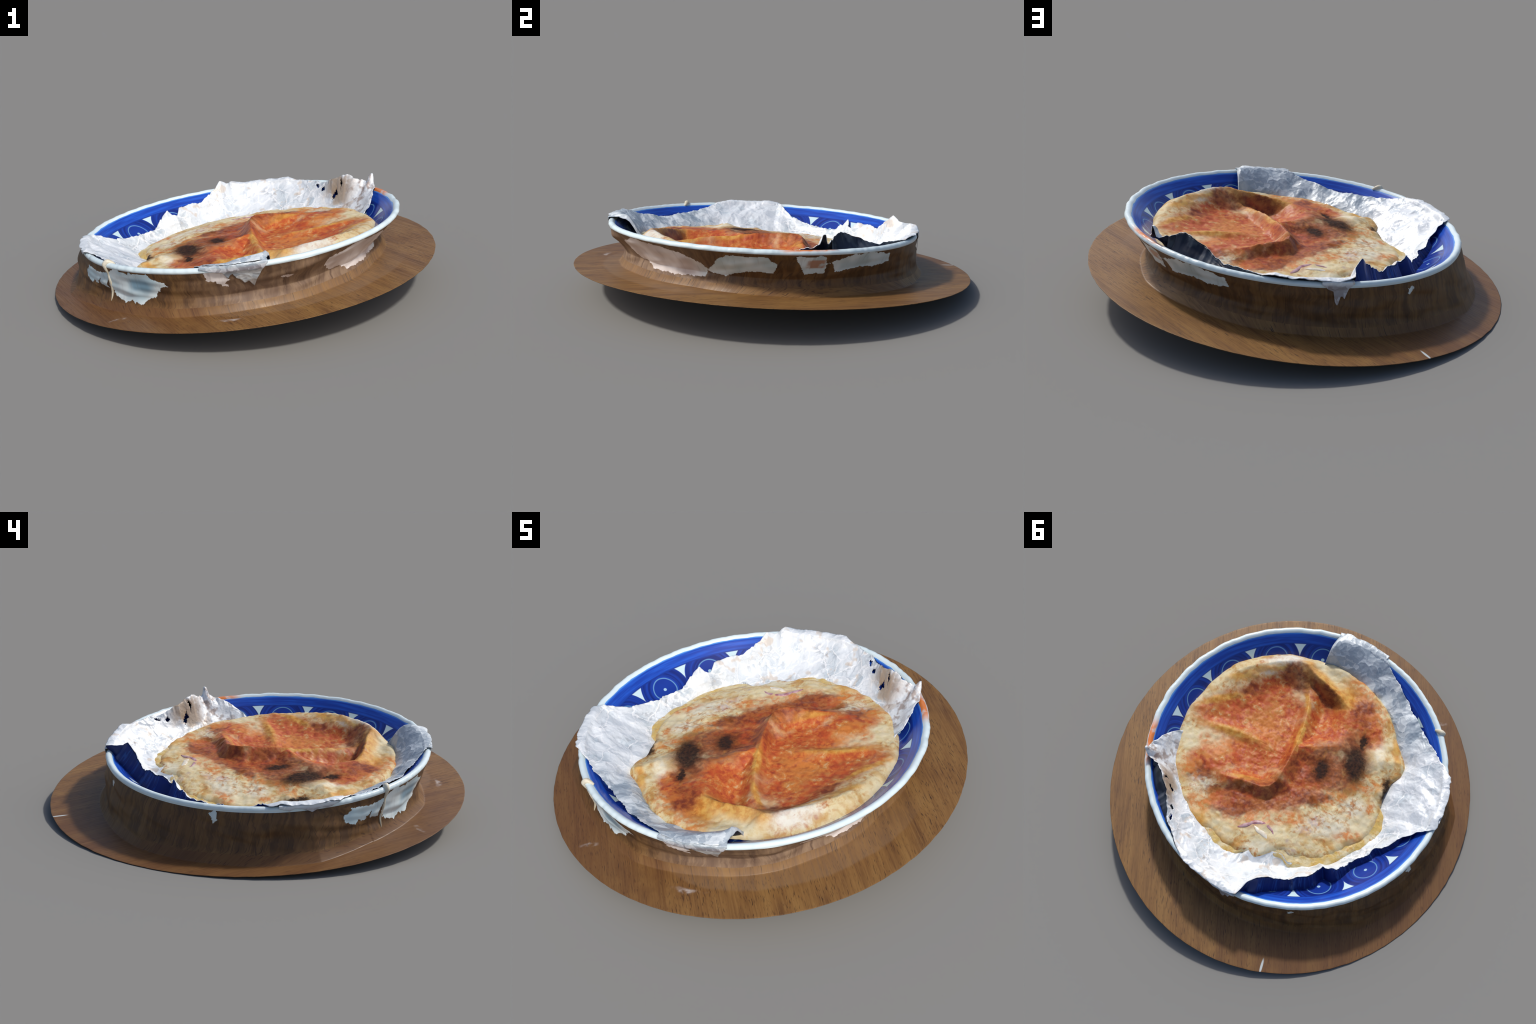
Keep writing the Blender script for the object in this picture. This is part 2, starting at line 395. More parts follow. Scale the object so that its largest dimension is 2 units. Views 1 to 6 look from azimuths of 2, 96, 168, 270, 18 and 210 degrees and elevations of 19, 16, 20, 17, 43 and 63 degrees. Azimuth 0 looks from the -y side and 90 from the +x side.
def mat_inner():
    n = Nodes("blue_painted_glaze")
    az, r, z = n.polar()
    w = n.noise(n.co, 6, 3)
    brush = n.noise(n.join(n.mul(az, .02), n.mul(r, 30)), 3, 3)
    deep, mid, light = (.008, .022, .19), (.012, .052, .38), (.020, .105, .58)
    c = n.mix(n.step(brush, .35, .7), mid, light)
    # medallions every 22.5 degrees with rings around them
    k = n.math("ADD", az, 720 + 22.5 - 15.25 + 11.25)
    local = n.math("SUBTRACT", n.math("MODULO", k, 22.5), 11.25)
    u = n.mul(local, math.pi / 180, r)
    v = n.mul(n.math("SUBTRACT", r, .645), 1.32)
    wob = n.mul(n.math("SUBTRACT", w, .5), .008)
    d = n.math("ADD", n.math("SQRT", n.math("ADD", n.mul(u, u), n.mul(v, v))), wob)
    scale_c = n.mix(n.step(n.noise(n.join(n.mul(d, 30), n.mul(az, .02)), 2.2, 2), .35, .65), mid, deep)
    inside = n.step(d, .130, .126)
    field = n.mix(inside, (.60, .78, .84), scale_c)
    for rad in (.082, .104, .124):
        field = n.mix(n.mul(n.step(n.math("ABSOLUTE", n.math("SUBTRACT", d, rad)), .006, .001), .45), field, deep)
    field = n.mix(n.step(d, .064, .061), field, n.mix(w, deep, mid))
    field = n.mix(n.mul(n.step(n.math("ABSOLUTE", n.math("SUBTRACT", d, .061)), .0042, .0015), .75), field, (.16, .36, .62))
    field = n.mix(n.step(d, .011, .007), field, (.38, .60, .78))
    c = n.mix(n.step(r, .702, .699), c, field)
    c = n.mix(n.mul(n.step(n.math("ABSOLUTE", n.math("SUBTRACT", r, .702)), .004, .001), .6), c, deep)
    c = n.mix(n.step(r, .738, .746), c, (.10, .33, .80))
    c = n.mix(n.step(r, .585, .54), c, (.010, .015, .045))  # shade at the bottom of the bowl painted in as near-black navy
    return n.finish(c, .22, spec=.45)


def mat_foil():
    n = Nodes("aluminium")
    az, r, z = n.polar()
    w = n.noise(n.co, 7, 3, .6)
    bent = n.vec("ADD", n.co, n.vec("SCALE", n.noise(n.co, 9, 3, colour=True), scale=.10))
    facet = n.xyz(n.voronoi(bent, 17, "F1", "Color"))[0]
    small = n.xyz(n.voronoi(bent, 42, "F1", "Color"))[1]
    f = n.math("ADD", n.mul(facet, .6), n.mul(small, .4))
    crumpled = n.step(w, .42, .62)
    c = n.mix(n.math('MULTIPLY_ADD', crumpled, n.math('SUBTRACT', f, .62), .62), (.50, .58, .64), (.92, .94, .96))
    c = n.mix(n.mul(n.step(small, .80, .86), crumpled, .55), c, (.34, .38, .42))
    edge = n.voronoi(bent, 11, 'DISTANCE_TO_EDGE')
    c = n.mix(n.mul(n.step(edge, .05, .015), n.step(w, .35, .6, .3, .8)), c, (.95, .96, .97))
    c = n.mix(n.mul(n.step(n.voronoi(bent, 23, 'DISTANCE_TO_EDGE'), .035, .01), crumpled, .5), c, (.40, .45, .50))
    painted_shade = n.mul(n.step(az, -150, -140), n.step(az, -70, -76))  # foil turned from the sun: bluish shade painted into its colour
    c = n.mix(n.mul(painted_shade, .8), c, n.mix(n.step(f, .25, .75), (.30, .37, .44), (.72, .78, .81)))
    tan = n.mul(n.step(n.noise(n.co, 13, 2), .58, .66), n.step(az, 20, 30), n.step(az, 150, 120))
    c = n.mix(n.mul(tan, .55), c, (.62, .50, .38))
    scorch = n.mul(n.step(az, 29, 36), n.step(az, 52, 44), n.step(n.noise(n.co, 12, 3), .36, .54), n.step(z, .11, .16))
    c = n.mix(n.mul(scorch, .85), c, n.mix(w, (.26, .18, .12), (.50, .38, .25)))
    grease = n.mul(n.step(az, 12, 20), n.step(az, 36, 30), n.step(n.noise(n.co, 20, 3), .48, .62))
    c = n.mix(n.mul(grease, .7), c, (.25, .15, .10))
    brown = n.mul(n.step(az, -102, -98), n.step(az, -78, -84), n.step(z, .16, .13), n.step(w, .4, .6))
    c = n.mix(n.mul(brown, .6), c, (.30, .22, .15))
    c = n.mix(n.mul(n.step(r, .774, .780), n.step(z, .222, .205), .85), c, n.mix(n.step(small, .3, .7), (.24, .21, .22), (.46, .45, .48)))
    n.bump(n.math('ADD', n.math('ADD', n.voronoi(bent, 17, 'F1', 'Distance'), n.mul(n.voronoi(bent, 42, 'F1', 'Distance'), .35)), n.mul(n.noise(n.co, 60, 2), .25)), .32, .014)
    return n.finish(c, .42, metallic=.08, spec=.5)


def mat_foil_back():
    n = Nodes("foil_scan_fill")  # navy the scan filled in from the bowl, not the foil's own colour
    az, r, z = n.polar()
    s = n.noise(n.join(n.mul(az, .2), n.mul(z, 2)), 1.4, 3)
    blue = n.step(az, 80, 100)
    c = n.mix(blue, n.mix(n.step(n.noise(n.co, 16, 3), .45, .65), (.010, .014, .030), (.055, .065, .085)), n.mix(n.noise(n.co, 9, 2), (.008, .018, .085), (.014, .035, .20)))
    c = n.mix(n.mul(blue, n.step(n.math("ABSOLUTE", n.math("SUBTRACT", s, .5)), .02, .005), .6), c, (.03, .10, .32))
    return n.finish(c, .4, spec=.3)


# where the colours lie on the bread: ellipses (x, y, half axes, turn)
SAUCE = [(0.437, -0.152, 0.177, 0.117, -150), (0.415, 0.115, 0.124, 0.093, -151), (-0.237, -0.417, 0.076, 0.116, -150), (0.054, -0.464, 0.131, 0.083, 166), (0.142, 0.223, 0.208, 0.065, -151), (0.048, -0.169, 0.087, 0.161, -161), (0.336, -0.390, 0.155, 0.070, -139), (0.322, -0.257, 0.242, 0.153, -150), (0.116, -0.141, 0.188, 0.161, -151), (0.246, -0.016, 0.188, 0.134, -151), (-0.028, -0.356, 0.153, 0.151, -150), (-0.15, -0.478, 0.096, 0.131, -150), (0.2, 0.121, 0.159, 0.052, -151), (-0.042, -0.03, 0.149, 0.118, -151), (0.025, 0.132, 0.184, 0.065, -151)]
BROWN = [(0.115, 0.222, 0.146, 0.039, -156), (-0.036, 0.116, 0.147, 0.058, -151), (-0.223, -0.083, 0.099, 0.059, -151), (0.226, 0.223, 0.061, 0.039, -151), (0.081, -0.496, 0.112, 0.036, 164), (0.221, -0.501, 0.052, 0.057, -150), (0.411, 0.220, 0.049, 0.040, -151), (0.033, 0.131, 0.159, 0.049, -167), (-0.04, -0.059, 0.137, 0.079, -151), (0.322, 0.253, 0.049, 0.024, -151), (-0.174, -0.177, 0.15, 0.106, -151), (-0.165, -0.503, 0.064, 0.097, -150), (0.253, -0.507, 0.077, 0.05, -150), (0.424, -0.337, 0.064, 0.036, -150), (0.182, 0.303, 0.109, 0.039, -151), (-0.157, 0.057, 0.086, 0.052, -151), (-0.208, -0.319, 0.076, 0.054, -151)]
CHAR = [(-0.251, -0.212, 0.052, 0.096, -156), (-0.111, -0.098, 0.04, 0.056, -167), (-0.45, -0.174, 0.018, 0.056, -167), (-0.237, -0.344, 0.018, 0.044, -161), (-0.152, 0.074, 0.017, 0.021, -151), (0.06, 0.064, 0.016, 0.017, -151), (0.321, 0.259, 0.02, 0.013, -151), (0.225, 0.176, 0.017, 0.013, -151), (0.161, 0.178, 0.017, 0.012, -151)]
GOLD = [(0.098, -0.550, 0.144, 0.036, 163), (0.196, -0.555, 0.038, 0.071, -150), (-0.039, -0.526, 0.077, 0.070, -150), (0.461, -0.403, 0.142, 0.020, -137), (0.401, -0.062, 0.138, 0.023, -169), (0.545, -0.189, 0.121, 0.018, -137), (0.315, 0.46, 0.069, 0.055, 158), (0.167, 0.5, 0.073, 0.043, 178), (0.133, -0.415, 0.015, 0.098, -150), (0.072, -0.215, 0.018, 0.095, -172), (0.218, 0.138, 0.086, 0.013, -159), (0.068, -0.535, 0.105, 0.019, 163), (-0.49, 0.137, 0.049, 0.028, -151), (-0.261, 0.381, 0.096, 0.031, -151), (-0.412, -0.38, 0.02, 0.081, -151), (0.36, -0.483, 0.077, 0.014, -145)]
WHITE = [(0.356, -0.526, 0.109, 0.029, -146), (0.405, -0.435, 0.103, 0.013, -144), (-0.33, -0.342, 0.028, 0.081, -151), (0.206, -0.099, 0.038, 0.02, -151), (-0.351, 0.002, 0.074, 0.052, -151), (-0.275, 0.15, 0.122, 0.064, -151), (-0.021, 0.418, 0.072, 0.031, -151), (0.403, 0.259, 0.061, 0.052, -151)]
PINK = [(-0.227, 0.164, 0.043, 0.028, -151), (-0.145, 0.331, 0.012, 0.018, -151), (-0.159, 0.371, 0.048, 0.017, -151), (0.427, 0.255, 0.017, 0.012, -151), (-0.181, 0.233, 0.048, 0.019, -151)]
ORANGE = [(-0.222, -0.503, 0.064, 0.083, -150), (-0.081, -0.612, 0.078, 0.056, 165), (0.483, 0.219, 0.061, 0.053, -151), (0.350, 0.351, 0.073, 0.052, -151), (-0.399, 0.147, 0.073, 0.032, -151), (0.077, 0.290, 0.134, 0.051, -151), (-0.077, 0.219, 0.097, 0.038, -151), (0.193, 0.134, 0.085, 0.018, -159), (0.084, 0.079, 0.044, 0.015, -124), (-0.057, -0.211, 0.1, 0.012, -151), (0.246, -0.172, 0.076, 0.082, -150), (0.359, -0.013, 0.075, 0.027, -151), (-0.345, -0.119, 0.074, 0.029, -151), (-0.21, 0.027, 0.086, 0.032, -151), (0.12, 0.313, 0.073, 0.045, -151), (-0.02, 0.266, 0.036, 0.025, -151), (-0.426, -0.044, 0.017, 0.039, -151), (0.397, 0.072, 0.03, 0.019, -151), (0.535, 0.191, 0.02, 0.019, -151), (0.501, 0.04, 0.031, 0.027, -150), (0.437, 0.127, 0.025, 0.019, -151)]


def mat_bread(name="baked_dough", lower=False):
    n = Nodes(name)
    flat = n.vec("MULTIPLY", n.co, (1, 1, 0))
    # noise is stretched a little along the bread, as bubbling cheese runs
    w1 = n.noise(n.co, 4.5, 3, .6)
    w2 = n.noise(n.co, 15, 4, .62, .5)
    w3 = n.noise(n.co, 36, 3, .62, .25)
    w4 = n.noise(n.co, 90, 3, .6)
    off = lambda s, a: n.vec("MULTIPLY", n.vec("SCALE", n.vec("SUBTRACT", n.noise(n.co, s, 4, .65, colour=True), (.5, .5, .5)), scale=a), (1, 1, 0))
    v = n.vec("ADD", n.vec("ADD", flat, off(6, .13)), off(24, .05))
    vf = n.vec("ADD", flat, off(18, .035))

    def union(vec, items, soft):
        m = None
        for x, y, a, b, t in items:
            # each blob hangs on the one before (by a millionth), so few values are held at a time
            p = vec if m is None else n.vec("ADD", vec, n.join(n.math("MULTIPLY", m, 1e-6), 0.0))
            k = n.blob(p, x, y, a, b, t, soft)
            m = k if m is None else n.top(m, k)
        return m

    c = n.mix(n.step(w2, .34, .66), (.69, .59, .355), (.60, .43, .175))
    c = n.mix(n.mul(n.step(w1, .46, .70), n.step(w3, .35, .65, .4, 1)), c, (.73, .66, .455))
    if lower:
        c = n.mix(n.step(w2, .42, .62), c, (.62, .43, .13))
        c = n.mix(n.mul(n.step(w3, .56, .66), .7), c, (.55, .28, .06))
        n.bump(w3, .4, .012)
        return n.finish(c, .4, spec=.4)
    # toasted flecks all over
    c = n.mix(n.mul(n.step(w2, .46, .62), n.step(w1, .64, .42), .85), c, (.50, .25, .062))
    c = n.mix(n.mul(n.step(w3, .53, .68), n.step(w1, .62, .42, .15, 1), .75), c, (.45, .155, .036))
    white = union(vf, WHITE, .5)
    c = n.mix(n.mul(white, n.step(w3, .62, .42, .3, .85)), c, (.76, .71, .56))
    fleck = n.noise(n.vec('ADD', n.co, (3.1, 1.7, 0)), 46, 2, .5, .4)
    c = n.mix(n.mul(n.step(fleck, .52, .72), n.step(w1, .62, .42, .12, .85)), c, n.mix(n.step(w2, .4, .6), (.50, .22, .045), (.40, .115, .028)))
    lip = n.mul(union(vf, [(.345, -.560, .105, .036, 33), (.41, -.44, .09, .014, 36)], .4), n.step(w2, .66, .45, .4, 1))
    c = n.mix(n.mul(lip, .85), c, (.74, .73, .66))
    # tomato
    sauce = union(v, SAUCE, .38)
    mottled = n.ramp(w3, [(.28, (.25, .030, .012)), (.41, (.42, .065, .018)), (.52, (.53, .135, .026)), (.66, (.54, .19, .040)), (.82, (.60, .34, .14))])
    tomato = n.mix(n.step(w2, .40, .66, 0, .75), mottled, (.44, .070, .022))
    tomato = n.mix(n.mul(n.step(w1, .54, .66), .5), tomato, n.mix(n.step(w3, .4, .6), (.54, .215, .032), (.57, .28, .06)))
    c = n.mix(n.mul(sauce, n.top(n.step(w3, .70, .54, .5, .97), n.step(w2, .40, .52, 0, .95))), c, tomato)
    c = n.mix(n.mul(union(vf, ORANGE, .6), n.step(w3, .36, .60, .15, .85)), c, n.mix(w3, (.62, .23, .045), (.58, .16, .035)))
    gold = union(vf, GOLD, .55)
    c = n.mix(n.mul(gold, .85), c, n.mix(n.step(w3, .35, .65), (.56, .235, .035), (.66, .38, .085)))
    brown = union(v, BROWN, .45)
    c = n.mix(n.mul(brown, n.step(w2, .68, .45, .30, .92)), c, n.mix(n.step(w3, .35, .65), (.170, .034, .014), (.33, .088, .022)))
    c = n.mix(n.mul(union(vf, PINK, .6), n.step(w3, .58, .40, .1, .55)), c, (.42, .27, .30))
    # char: a brown halo with a matt black core
    vc = n.vec("ADD", flat, n.vec("ADD", off(18, .05), off(44, .045)))
    halo = union(vc, [(x, y, a * 1.5, b * 1.4, t) for x, y, a, b, t in CHAR], .6)
    c = n.mix(n.mul(halo, n.step(w3, .3, .6, .85, .5)), c, (.17, .052, .018))
    core = union(vc, [(x, y, a * 1.05, b * 1.05, t) for x, y, a, b, t in CHAR[:4]], .42)
    c = n.mix(n.mul(core, n.step(w4, .3, .7, 1, .8)), c, (.024, .017, .015))
    n.bump(n.math("ADD", n.mul(w3, .7), n.mul(w4, .3)), .16, .010)
    return n.finish(c, n.math("ADD", n.math("MULTIPLY_ADD", sauce, -.10, .56), n.mul(halo, .25)), spec=n.math('MULTIPLY_ADD', halo, -.18, .25))


def mat_plain(name, a, b, scale, rough, spec=.4):
    n = Nodes(name)
    return n.finish(n.mix(n.step(n.noise(n.co, scale, 3), .35, .65), a, b), rough, spec=spec)


# ---------------------------------------------------------------- mesh helpers
def new_mesh(name, verts, faces, materials, parent=None, smooth_shade=True, normals=None):
    me = bpy.data.meshes.new(name)
    me.from_pydata([tuple(map(float, p)) for p in verts], [], [tuple(map(int, f)) for f in faces])
    me.update()
    o = bpy.data.objects.new(name, me)
    bpy.context.scene.collection.objects.link(o)
    for m in materials: me.materials.append(m)
    if smooth_shade: me.shade_smooth()
    if normals is not None: me.normals_split_custom_set_from_vertices([tuple(map(float, q)) for q in normals])
    if parent is not None: o.parent = parent
    else: o.matrix_world = POSE
    return o


def grid_faces(rows, cols, closed=True):
    i, j = np.meshgrid(np.arange(rows - 1), np.arange(cols if closed else cols - 1), indexing="ij")
    j2 = (j + 1) % cols
    return np.stack([i * cols + j, i * cols + j2, (i + 1) * cols + j2, (i + 1) * cols + j], -1).reshape(-1, 4)


def vertex_normals(v, f):
    a = np.cross(v[f[:, 2]] - v[f[:, 0]], v[f[:, 3]] - v[f[:, 1]])
    out = np.zeros_like(v)
    for k in range(4): np.add.at(out, f[:, k], a)
    return out / np.maximum(np.linalg.norm(out, axis=1)[:, None], 1e-12)


def polar_xyz(az, r, h):
    a = np.radians(az)
    return np.stack([BOWL[0] + r * np.cos(a), BOWL[1] + r * np.sin(a), h * np.ones_like(a)], -1)


def modify(o, kind, **kw):
    m = o.modifiers.new(kind.lower(), kind)
    for k, v in kw.items(): setattr(m, k, v)
    return m


def top_level(o, label, category):
    o["label"] = label; o["category"] = category
    o.matrix_world = POSE
    return o


# ---------------------------------------------------------------- board + bowl loft
def build_board_and_bowl():
    n_az = 1200
    az = np.linspace(-180, 180, n_az, endpoint=False)
    ring = np.stack([np.cos(np.radians(az)), np.sin(np.radians(az))], 1)
    edge = board_edge(az) + 0.0006 * waves(ring, 5, 9, 10, 2)
    rows, cut = [], {}
    T = .0015
    hs = np.concatenate([np.linspace(.0, .08, 30), np.linspace(.083, .1985, 44)])
    foot = wall_radius(0 * az, az)
    rows.append((foot * .6, 0 * az - T)); rows.append((edge - .001, 0 * az - T)); rows.append((edge, 0 * az + T * .6)); rows.append((edge - .0015, 0 * az + T))
    for t in np.linspace(.97, .03, 22):
        rows.append((foot + (edge - .0015 - foot) * t, 0 * az + T))
    cut["wall"] = len(rows) + 12
    for h in hs:
        lump = .003 * waves(np.column_stack([ring * 3, h * 14 + 0 * az]), 8, 1.0, 12, 2) * smooth((h - .01) / .05) * smooth((.2 - h) / .05)
        rows.append((wall_radius(h + 0 * az, az) + lump, 0 * az + h + T * float(smooth(1 - h / .1))))
    cut["rim"] = len(rows) - 1
    wob = .0014 * waves(ring * 4, 21, 1.6, 12, 3)
    for r, h in [(.7745, .2015), (.7762, .2055), (.7755, .2115), (.7715, .2170), (.7655, .2203), (.7585, .2203), (.7525, .2170), (.7480, .2125), (.7455, .2095)]:
        rows.append((r + wob, h + wob * .7))
    cut["inner"] = len(rows) - 1
    for r in np.concatenate([np.linspace(.742, .60, 34), np.linspace(.59, .30, 16)]):
        # soft join of the straight pieces of the section
        h = np.mean([inner_height(r + d) for d in np.linspace(-.018, .018, 9)]) if r < .72 else inner_height(r)
        rows.append((r + 0 * az, min(h, .2065) + 0 * az))
    v = np.concatenate([polar_xyz(az, r, h) for r, h in rows])
    f = grid_faces(len(rows), n_az)
    nv = vertex_normals(v, f)
    row_of = f[:, 0] // n_az

    def piece(name, lo, hi, mats, parent, cap=None):
        sel = f[(row_of >= lo) & (row_of < hi)]
        used, inv = np.unique(sel, return_inverse=True)
        faces = [tuple(q) for q in inv.reshape(sel.shape)]
        if cap is not None: faces.append(tuple(np.searchsorted(used, cap * n_az + np.arange(n_az)))[::(-1 if cap == 0 else 1)])
        return new_mesh(name, v[used], faces, mats, parent, True, nv[used]), v[sel].mean(1)

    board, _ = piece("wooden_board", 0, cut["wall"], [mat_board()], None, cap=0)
    top_level(board, "round brown wooden board rising into a skirt under the bowl", "wooden board")
    bowl = bpy.data.objects.new("ceramic_bowl", None); bpy.context.scene.collection.objects.link(bowl)
    top_level(bowl, "shallow ceramic bowl, blue painted inside, white rim", "bowl")
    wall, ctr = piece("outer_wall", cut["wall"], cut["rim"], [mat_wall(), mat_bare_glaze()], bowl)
    a = np.degrees(np.arctan2(ctr[:, 1] - BOWL[1], ctr[:, 0] - BOWL[0])); h = ctr[:, 2]
    q = np.column_stack([a * .06, h * 9])
    af = a + 1.1 * creases(q, 15, .9, 5, 3) + .5 * creases(q * np.array([4, .5]), 16, 1.0, 4, 2)
    hf = h + .006 * creases(q * np.array([3, .3]), 17, .9, 5, 3)
    pale = np.zeros(len(a), bool)
    for outline in GLAZE: pale |= inside(outline, af, hf)
    wall.data.polygons.foreach_set("material_index", pale.astype(np.int32))
    piece("rim", cut["rim"], cut["inner"], [mat_rim()], bowl)
    piece("inner_wall", cut["inner"], len(rows) - 1, [mat_inner()], bowl, cap=len(rows) - 1)
    # a run of melted cheese over the rim and down the outside
    drip = mat_plain("dried_cheese", (.62, .56, .42), (.74, .70, .58), 30, .4)
    path = [(-137.2, .742, .211, .005), (-138.2, .752, .220, .010), (-139.2, .766, .225, .014), (-139.6, .779, .214, .011), (-139.6, .777, .196, .008), (-139.5, None, .168, .0075),
            (-139.7, None, .135, .008), (-140.2, None, .10, .008), (-140.6, None, .07, .006), (-140.9, None, .035, .0012)]
    pts = [np.append(polar_xyz(np.array([t]), (wall_radius(np.array([h]), np.array([t]))[0] - .003) if r is None else r, h)[0], w) for t, r, h, w in path]
    tube("cheese_drip", pts, drip, bowl)
    return board, bowl


def tube(name, pts, mat, parent, squash=1.0, ring=14, fine=9):
    """Round strand through (x, y, z, radius) points, smoothed; squash flattens it in z."""
    p = np.array(pts, float); t = np.arange(len(p)); tt = np.linspace(0, len(p) - 1, (len(p) - 1) * fine + 1)
    q = np.stack([np.interp(tt, t, p[:, k]) for k in range(4)], 1)
    for _ in range(fine): q[1:-1] = .25 * q[:-2] + .5 * q[1:-1] + .25 * q[2:]
    d = np.gradient(q[:, :3], axis=0); d /= np.linalg.norm(d, axis=1)[:, None]
    ref = np.array([0, 0, 1.0]) if abs(d[:, 2]).max() < .8 else np.array([d[len(d) // 2][1], -d[len(d) // 2][0], .3])
    u = np.cross(d, ref); u /= np.linalg.norm(u, axis=1)[:, None]; w = np.cross(u, d)
    a = np.linspace(0, 2 * math.pi, ring, endpoint=False)
    v = np.concatenate([q[i, :3] + q[i, 3] * (np.cos(a)[:, None] * u[i] + squash * np.sin(a)[:, None] * w[i]) for i in range(len(q))])
    v += .0012 * waves(v, 77, 14, 14, 2)[:, None] * np.array([1, 1, .5])
    f = [tuple(x) for x in grid_faces(len(q), ring)] + [tuple(range(ring))[::-1], tuple((len(q) - 1) * ring + np.arange(ring))]
    return new_mesh(name, v, f, [mat], parent)


# ---------------------------------------------------------------- flatbread
def bread_outline(az):
    r, = periodic(az, OUTLINE, (1,))
    c = np.stack([np.cos(np.radians(az)), np.sin(np.radians(az))], 1)
    return r + .004 * waves(c, 31, 3.5, 12, 3)


def bread_shell(name, radius, drop, thick, lift, seed, mat, parent):
    n_az = 560
    az = np.linspace(-180, 180, n_az, endpoint=False)
    R = radius(az)
    s = np.concatenate([np.linspace(.004, .90, 120), .90 + .10 * np.sin(np.linspace(0, math.pi / 2, 26))[1:]])
    verts = []
    for k, q in enumerate(s):
        p = polar_xyz(az, R * q, 0)
        h = bread_height(p[:, 0], p[:, 1]) + lift
        e = np.clip((R * q - (R - drop)) / drop, 0, 1)
        p[:, 2] = h - thick * (1 - np.sqrt(np.clip(1 - e * e, 0, 1)))
        verts.append(p)
    v = np.concatenate(verts)
    v[:, 2] += .0026 * waves(v[:, :2], seed, 6, 40, 3) + .0008 * waves(v[:, :2], seed + 1, 24, 60, 2)
    last = v[-n_az:].copy()
    under = []
    for q, dz in ((.985, .008), (.95, .012), (.6, .014)):
        p = last.copy(); p[:, :2] = BOWL + (last[:, :2] - BOWL) * q
        p[:, 2] = np.minimum(last[:, 2] - dz, bread_height(p[:, 0], p[:, 1]) + lift - .02)
        under.append(p)
    v = np.concatenate([v] + under)
    f = [tuple(q) for q in grid_faces(len(s) + 3, n_az)]
    f.append(tuple(range(n_az))[::-1]); f.append(tuple((len(s) + 2) * n_az + np.arange(n_az)))
    f = [q[::-1] for q in f]
    return new_mesh(name, v, f, [mat], parent)


def build_bread():
    root = bpy.data.objects.new("baked_flatbread", None); bpy.context.scene.collection.objects.link(root)
    top_level(root, "folded flatbread baked with tomato sauce, cheese and charred spots", "flatbread")
    back = lambda az: periodic(az, DRAWN_BACK + [(20, 0), (-60, 0)], (1,))[0]
    bread_shell("upper_layer", lambda az: bread_outline(az) - back(az), .035, .030, 0.0, 41, mat_bread(), root)
    bread_shell("lower_layer", lambda az: bread_outline(az) - .012 + .012 * smooth(back(az) / .02), .03, .014, -.012, 51, mat_bread("melted_cheese_dough", True), root)
    purple = mat_plain("red_onion_skin", (.34, .12, .14), (.52, .34, .36), 40, .3)
    pale = mat_plain("onion_flesh", (.66, .52, .34), (.78, .73, .62), 30, .3)
    on = lambda x, y, r, up: (x, y, float(bread_height(x, y)) + up, r)
    tube("onion_slice", [on(.120, .380, .003, -.001), on(.092, .355, .011, -.002), on(.047, .310, .012, .0), on(.0, .298, .009, -.001), on(-.04, .312, .006, -.001), on(-.062, .33, .002, -.001)], purple, root, .5)
    tube("onion_slice", [on(.05, .335, .004, .001), on(.02, .345, .013, .002), on(-.02, .352, .014, .002), on(-.052, .362, .004, .0)], pale, root, .4)
    return root


# ---------------------------------------------------------------- foil
def lip_height(r):
    return .2265 - 8 * (r - .763) ** 2


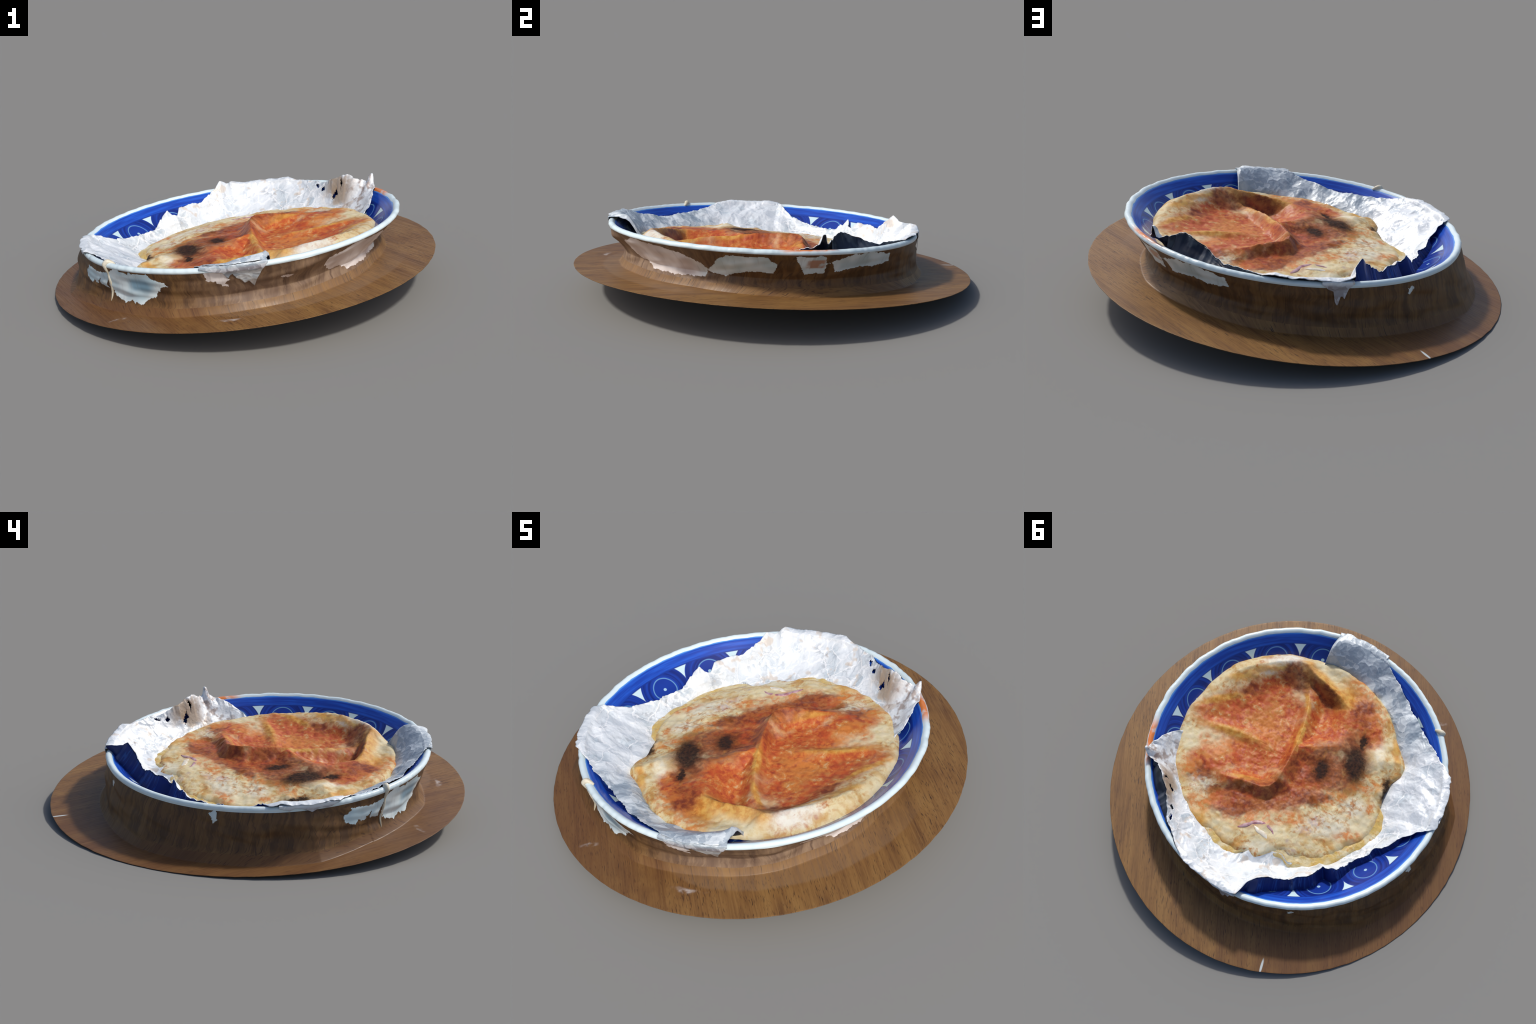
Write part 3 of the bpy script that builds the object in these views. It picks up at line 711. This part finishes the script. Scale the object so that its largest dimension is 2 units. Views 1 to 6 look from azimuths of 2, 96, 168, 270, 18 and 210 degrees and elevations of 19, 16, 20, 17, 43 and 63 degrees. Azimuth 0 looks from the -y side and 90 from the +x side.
def build_foil():
    n_az, n_t = 1000, 84
    az = np.linspace(-180, 180, n_az, endpoint=False)
    re, he = periodic(az, FOIL_EDGE, (1, 2))
    c = np.stack([np.cos(np.radians(az)), np.sin(np.radians(az))], 1)
    jag_r = .007 * creases(c, 61, 7, 5, 4); jag_h = .007 * creases(c, 62, 9, 5, 4) * np.where(re > .755, .5, 1)
    start = np.minimum(bread_outline(az) - .02, re - .03); h0 = np.maximum(inner_height(start) + .012, .104 * smooth((az - 82) / 8) * smooth((122 - az) / 8))
    slack, = periodic(az, FOIL_SLACK, (1,))
    lo = .35 + .40 * np.clip(slack / .35, 0, 1)
    t = np.linspace(0, 1, n_t)
    r0 = .44
    base = lambda r: np.where(r > .742, np.maximum(inner_height(r) + .006, lip_height(r)), np.mean([inner_height(r + d) for d in np.linspace(-.015, .015, 7)], axis=0) + .006)
    V = []
    for q in t:
        tip = smooth((q - .86) / .14)
        r = r0 + (re - r0) * q
        h = base(r) + (he - base(re)) * smooth((q - lo) / (1 - lo)) ** 1.2
        # the sheet is stretched between the bread's edge and its own torn edge, slack or taut by place
        k = np.clip((r - start) / np.maximum(re - start, .02), 0, 1)
        chord = h0 + (he - h0) * k - slack * k * (1 - k)
        h = np.where((re > .57) & (r > start), np.maximum(h, chord), h)
        V.append(polar_xyz(az, r + jag_r * tip, h + jag_h * tip))
    v = np.concatenate(V)
    # crumple along the slope normal (up and towards the axis): calm sheets, busy torn edges
    tt = np.repeat(t, n_az)
    rr = np.linalg.norm(v[:, :2] - BOWL, axis=1)
    rad = (v[:, :2] - BOWL) / rr[:, None]
    broad = creases(v * np.array([1, 1, .7]), 71, 2.6, 5, 2)
    busy = creases(v * np.array([1, 1, 1.0]), 72, 8, 5, 3)
    where = smooth(.5 + .9 * waves(v, 73, 2.2, 20, 2)) * .6 + .7 * smooth((tt - .78) / .22)
    push = smooth((rr - .47) / .07) * np.where(rr > .742, .45, 1) * (.015 * (broad + .15) + .0070 * busy * where)
    v[:, 2] += push * .8
    v[:, :2] -= rad * (push * .55)[:, None]
    v[:, 2] = np.maximum(v[:, 2], base(np.linalg.norm(v[:, :2] - BOWL, axis=1)) - .0015)
    f = grid_faces(n_t, n_az)
    ctr = v[f].mean(1)
    a = np.degrees(np.arctan2(ctr[:, 1] - BOWL[1], ctr[:, 0] - BOWL[0])); q = tt[f].mean(1)
    tear = np.zeros(len(f), bool)
    fray = .45 * creases(np.column_stack([a * .45, q * 14]), 19, 1.0, 4, 2)
    for a0, q0, wa, wq, tilt in ((41.6, .86, 1.7, .035, .6), (38.0, .92, .8, .05, -.3), (50.5, .90, 1.1, .035, .5), (54.5, .93, 1.3, .03, -.4)):
        tear |= np.abs((a - a0) / wa + tilt * (q - q0) / wq) + np.abs((q - q0) / wq) < 1.0 + fray
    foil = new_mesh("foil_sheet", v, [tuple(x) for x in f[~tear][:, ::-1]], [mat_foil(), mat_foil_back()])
    top_level(foil, "crumpled torn aluminium foil lining the bowl", "foil")
    modify(foil, "SOLIDIFY", thickness=.002, offset=-1, material_offset=1, material_offset_rim=0)
    # where the torn edge stands free an added skirt copies the scan's filled gap
    last = v[-n_az:]
    for a0, a1 in ((30.5, 67), (95, 172)):
        k = np.where((az >= a0) & (az <= a1))[0]
        top = last[k]; R = np.linalg.norm(top[:, :2] - BOWL, axis=1); up = top[:, 2] - inner_height(R)
        fade = smooth(np.minimum(az[k] - a0, a1 - az[k]) / 4)
        foot_r = np.minimum(R + .012 + .38 * np.maximum(up, 0) * fade, .738)
        rows = []
        for s in np.linspace(0, 1, 14):
            r = R + .003 + (foot_r - R - .003) * s ** 1.3
            h = (top[:, 2] - .004) + (inner_height(foot_r) - .006 - top[:, 2] + .004) * s
            rows.append(polar_xyz(az[k], r + .003 * s * (1 - s) * 4 * creases(np.column_stack([az[k] * .1, 0 * az[k] + s]), 88, 1, 4, 2), h))
        new_mesh("foil_scan_fill", np.concatenate(rows), [tuple(x) for x in grid_faces(14, len(k), False)], [foil.data.materials[1]], foil)
        modify(bpy.data.objects[foil.children[-1].name], "SOLIDIFY", thickness=.0015, offset=0)
    # flaps folded over the rim
    for hang in FOIL_HANG:
        h = np.array(hang)
        a = np.arange(h[0, 0], h[-1, 0], .2)
        L = np.interp(a, h[:, 0], h[:, 1]); L = np.maximum(L + (.004 + .12 * L) * creases(np.stack([a * .15, a * 0], 1), 81, 1.0, 4, 3), 0)
        rows = []
        for q in np.linspace(0, 1, 26):
            s = q * (L + .034)
            r = np.where(s < .028, .752 + s, .7788); hh = np.where(s < .028, lip_height(.752 + s) + .0012, lip_height(.780) - (s - .028))
            w0 = wall_radius(np.clip(hh, 0, .2), a) + .002
            r = np.where(s < .028, r, np.where(hh > .205, .7788, w0 + (.7788 - w0) * smooth((hh - .185) / .02)))
            rows.append(polar_xyz(a, r, hh))
        w = np.concatenate(rows)
        rd = w[:, :2] - BOWL; rd /= np.linalg.norm(rd, axis=1)[:, None]
        kk = creases(w, 91, 8, 5, 3)
        w[:, :2] += rd * (.0022 * (kk + .6))[:, None]; w[:, 2] += .0015 * kk
        o = new_mesh("foil_flap", w, [tuple(x) for x in grid_faces(26, len(a), False)], [foil.data.materials[0]], foil)
        modify(o, "SOLIDIFY", thickness=.0018, offset=0)
    return foil


build_board_and_bowl()
build_bread()
build_foil()
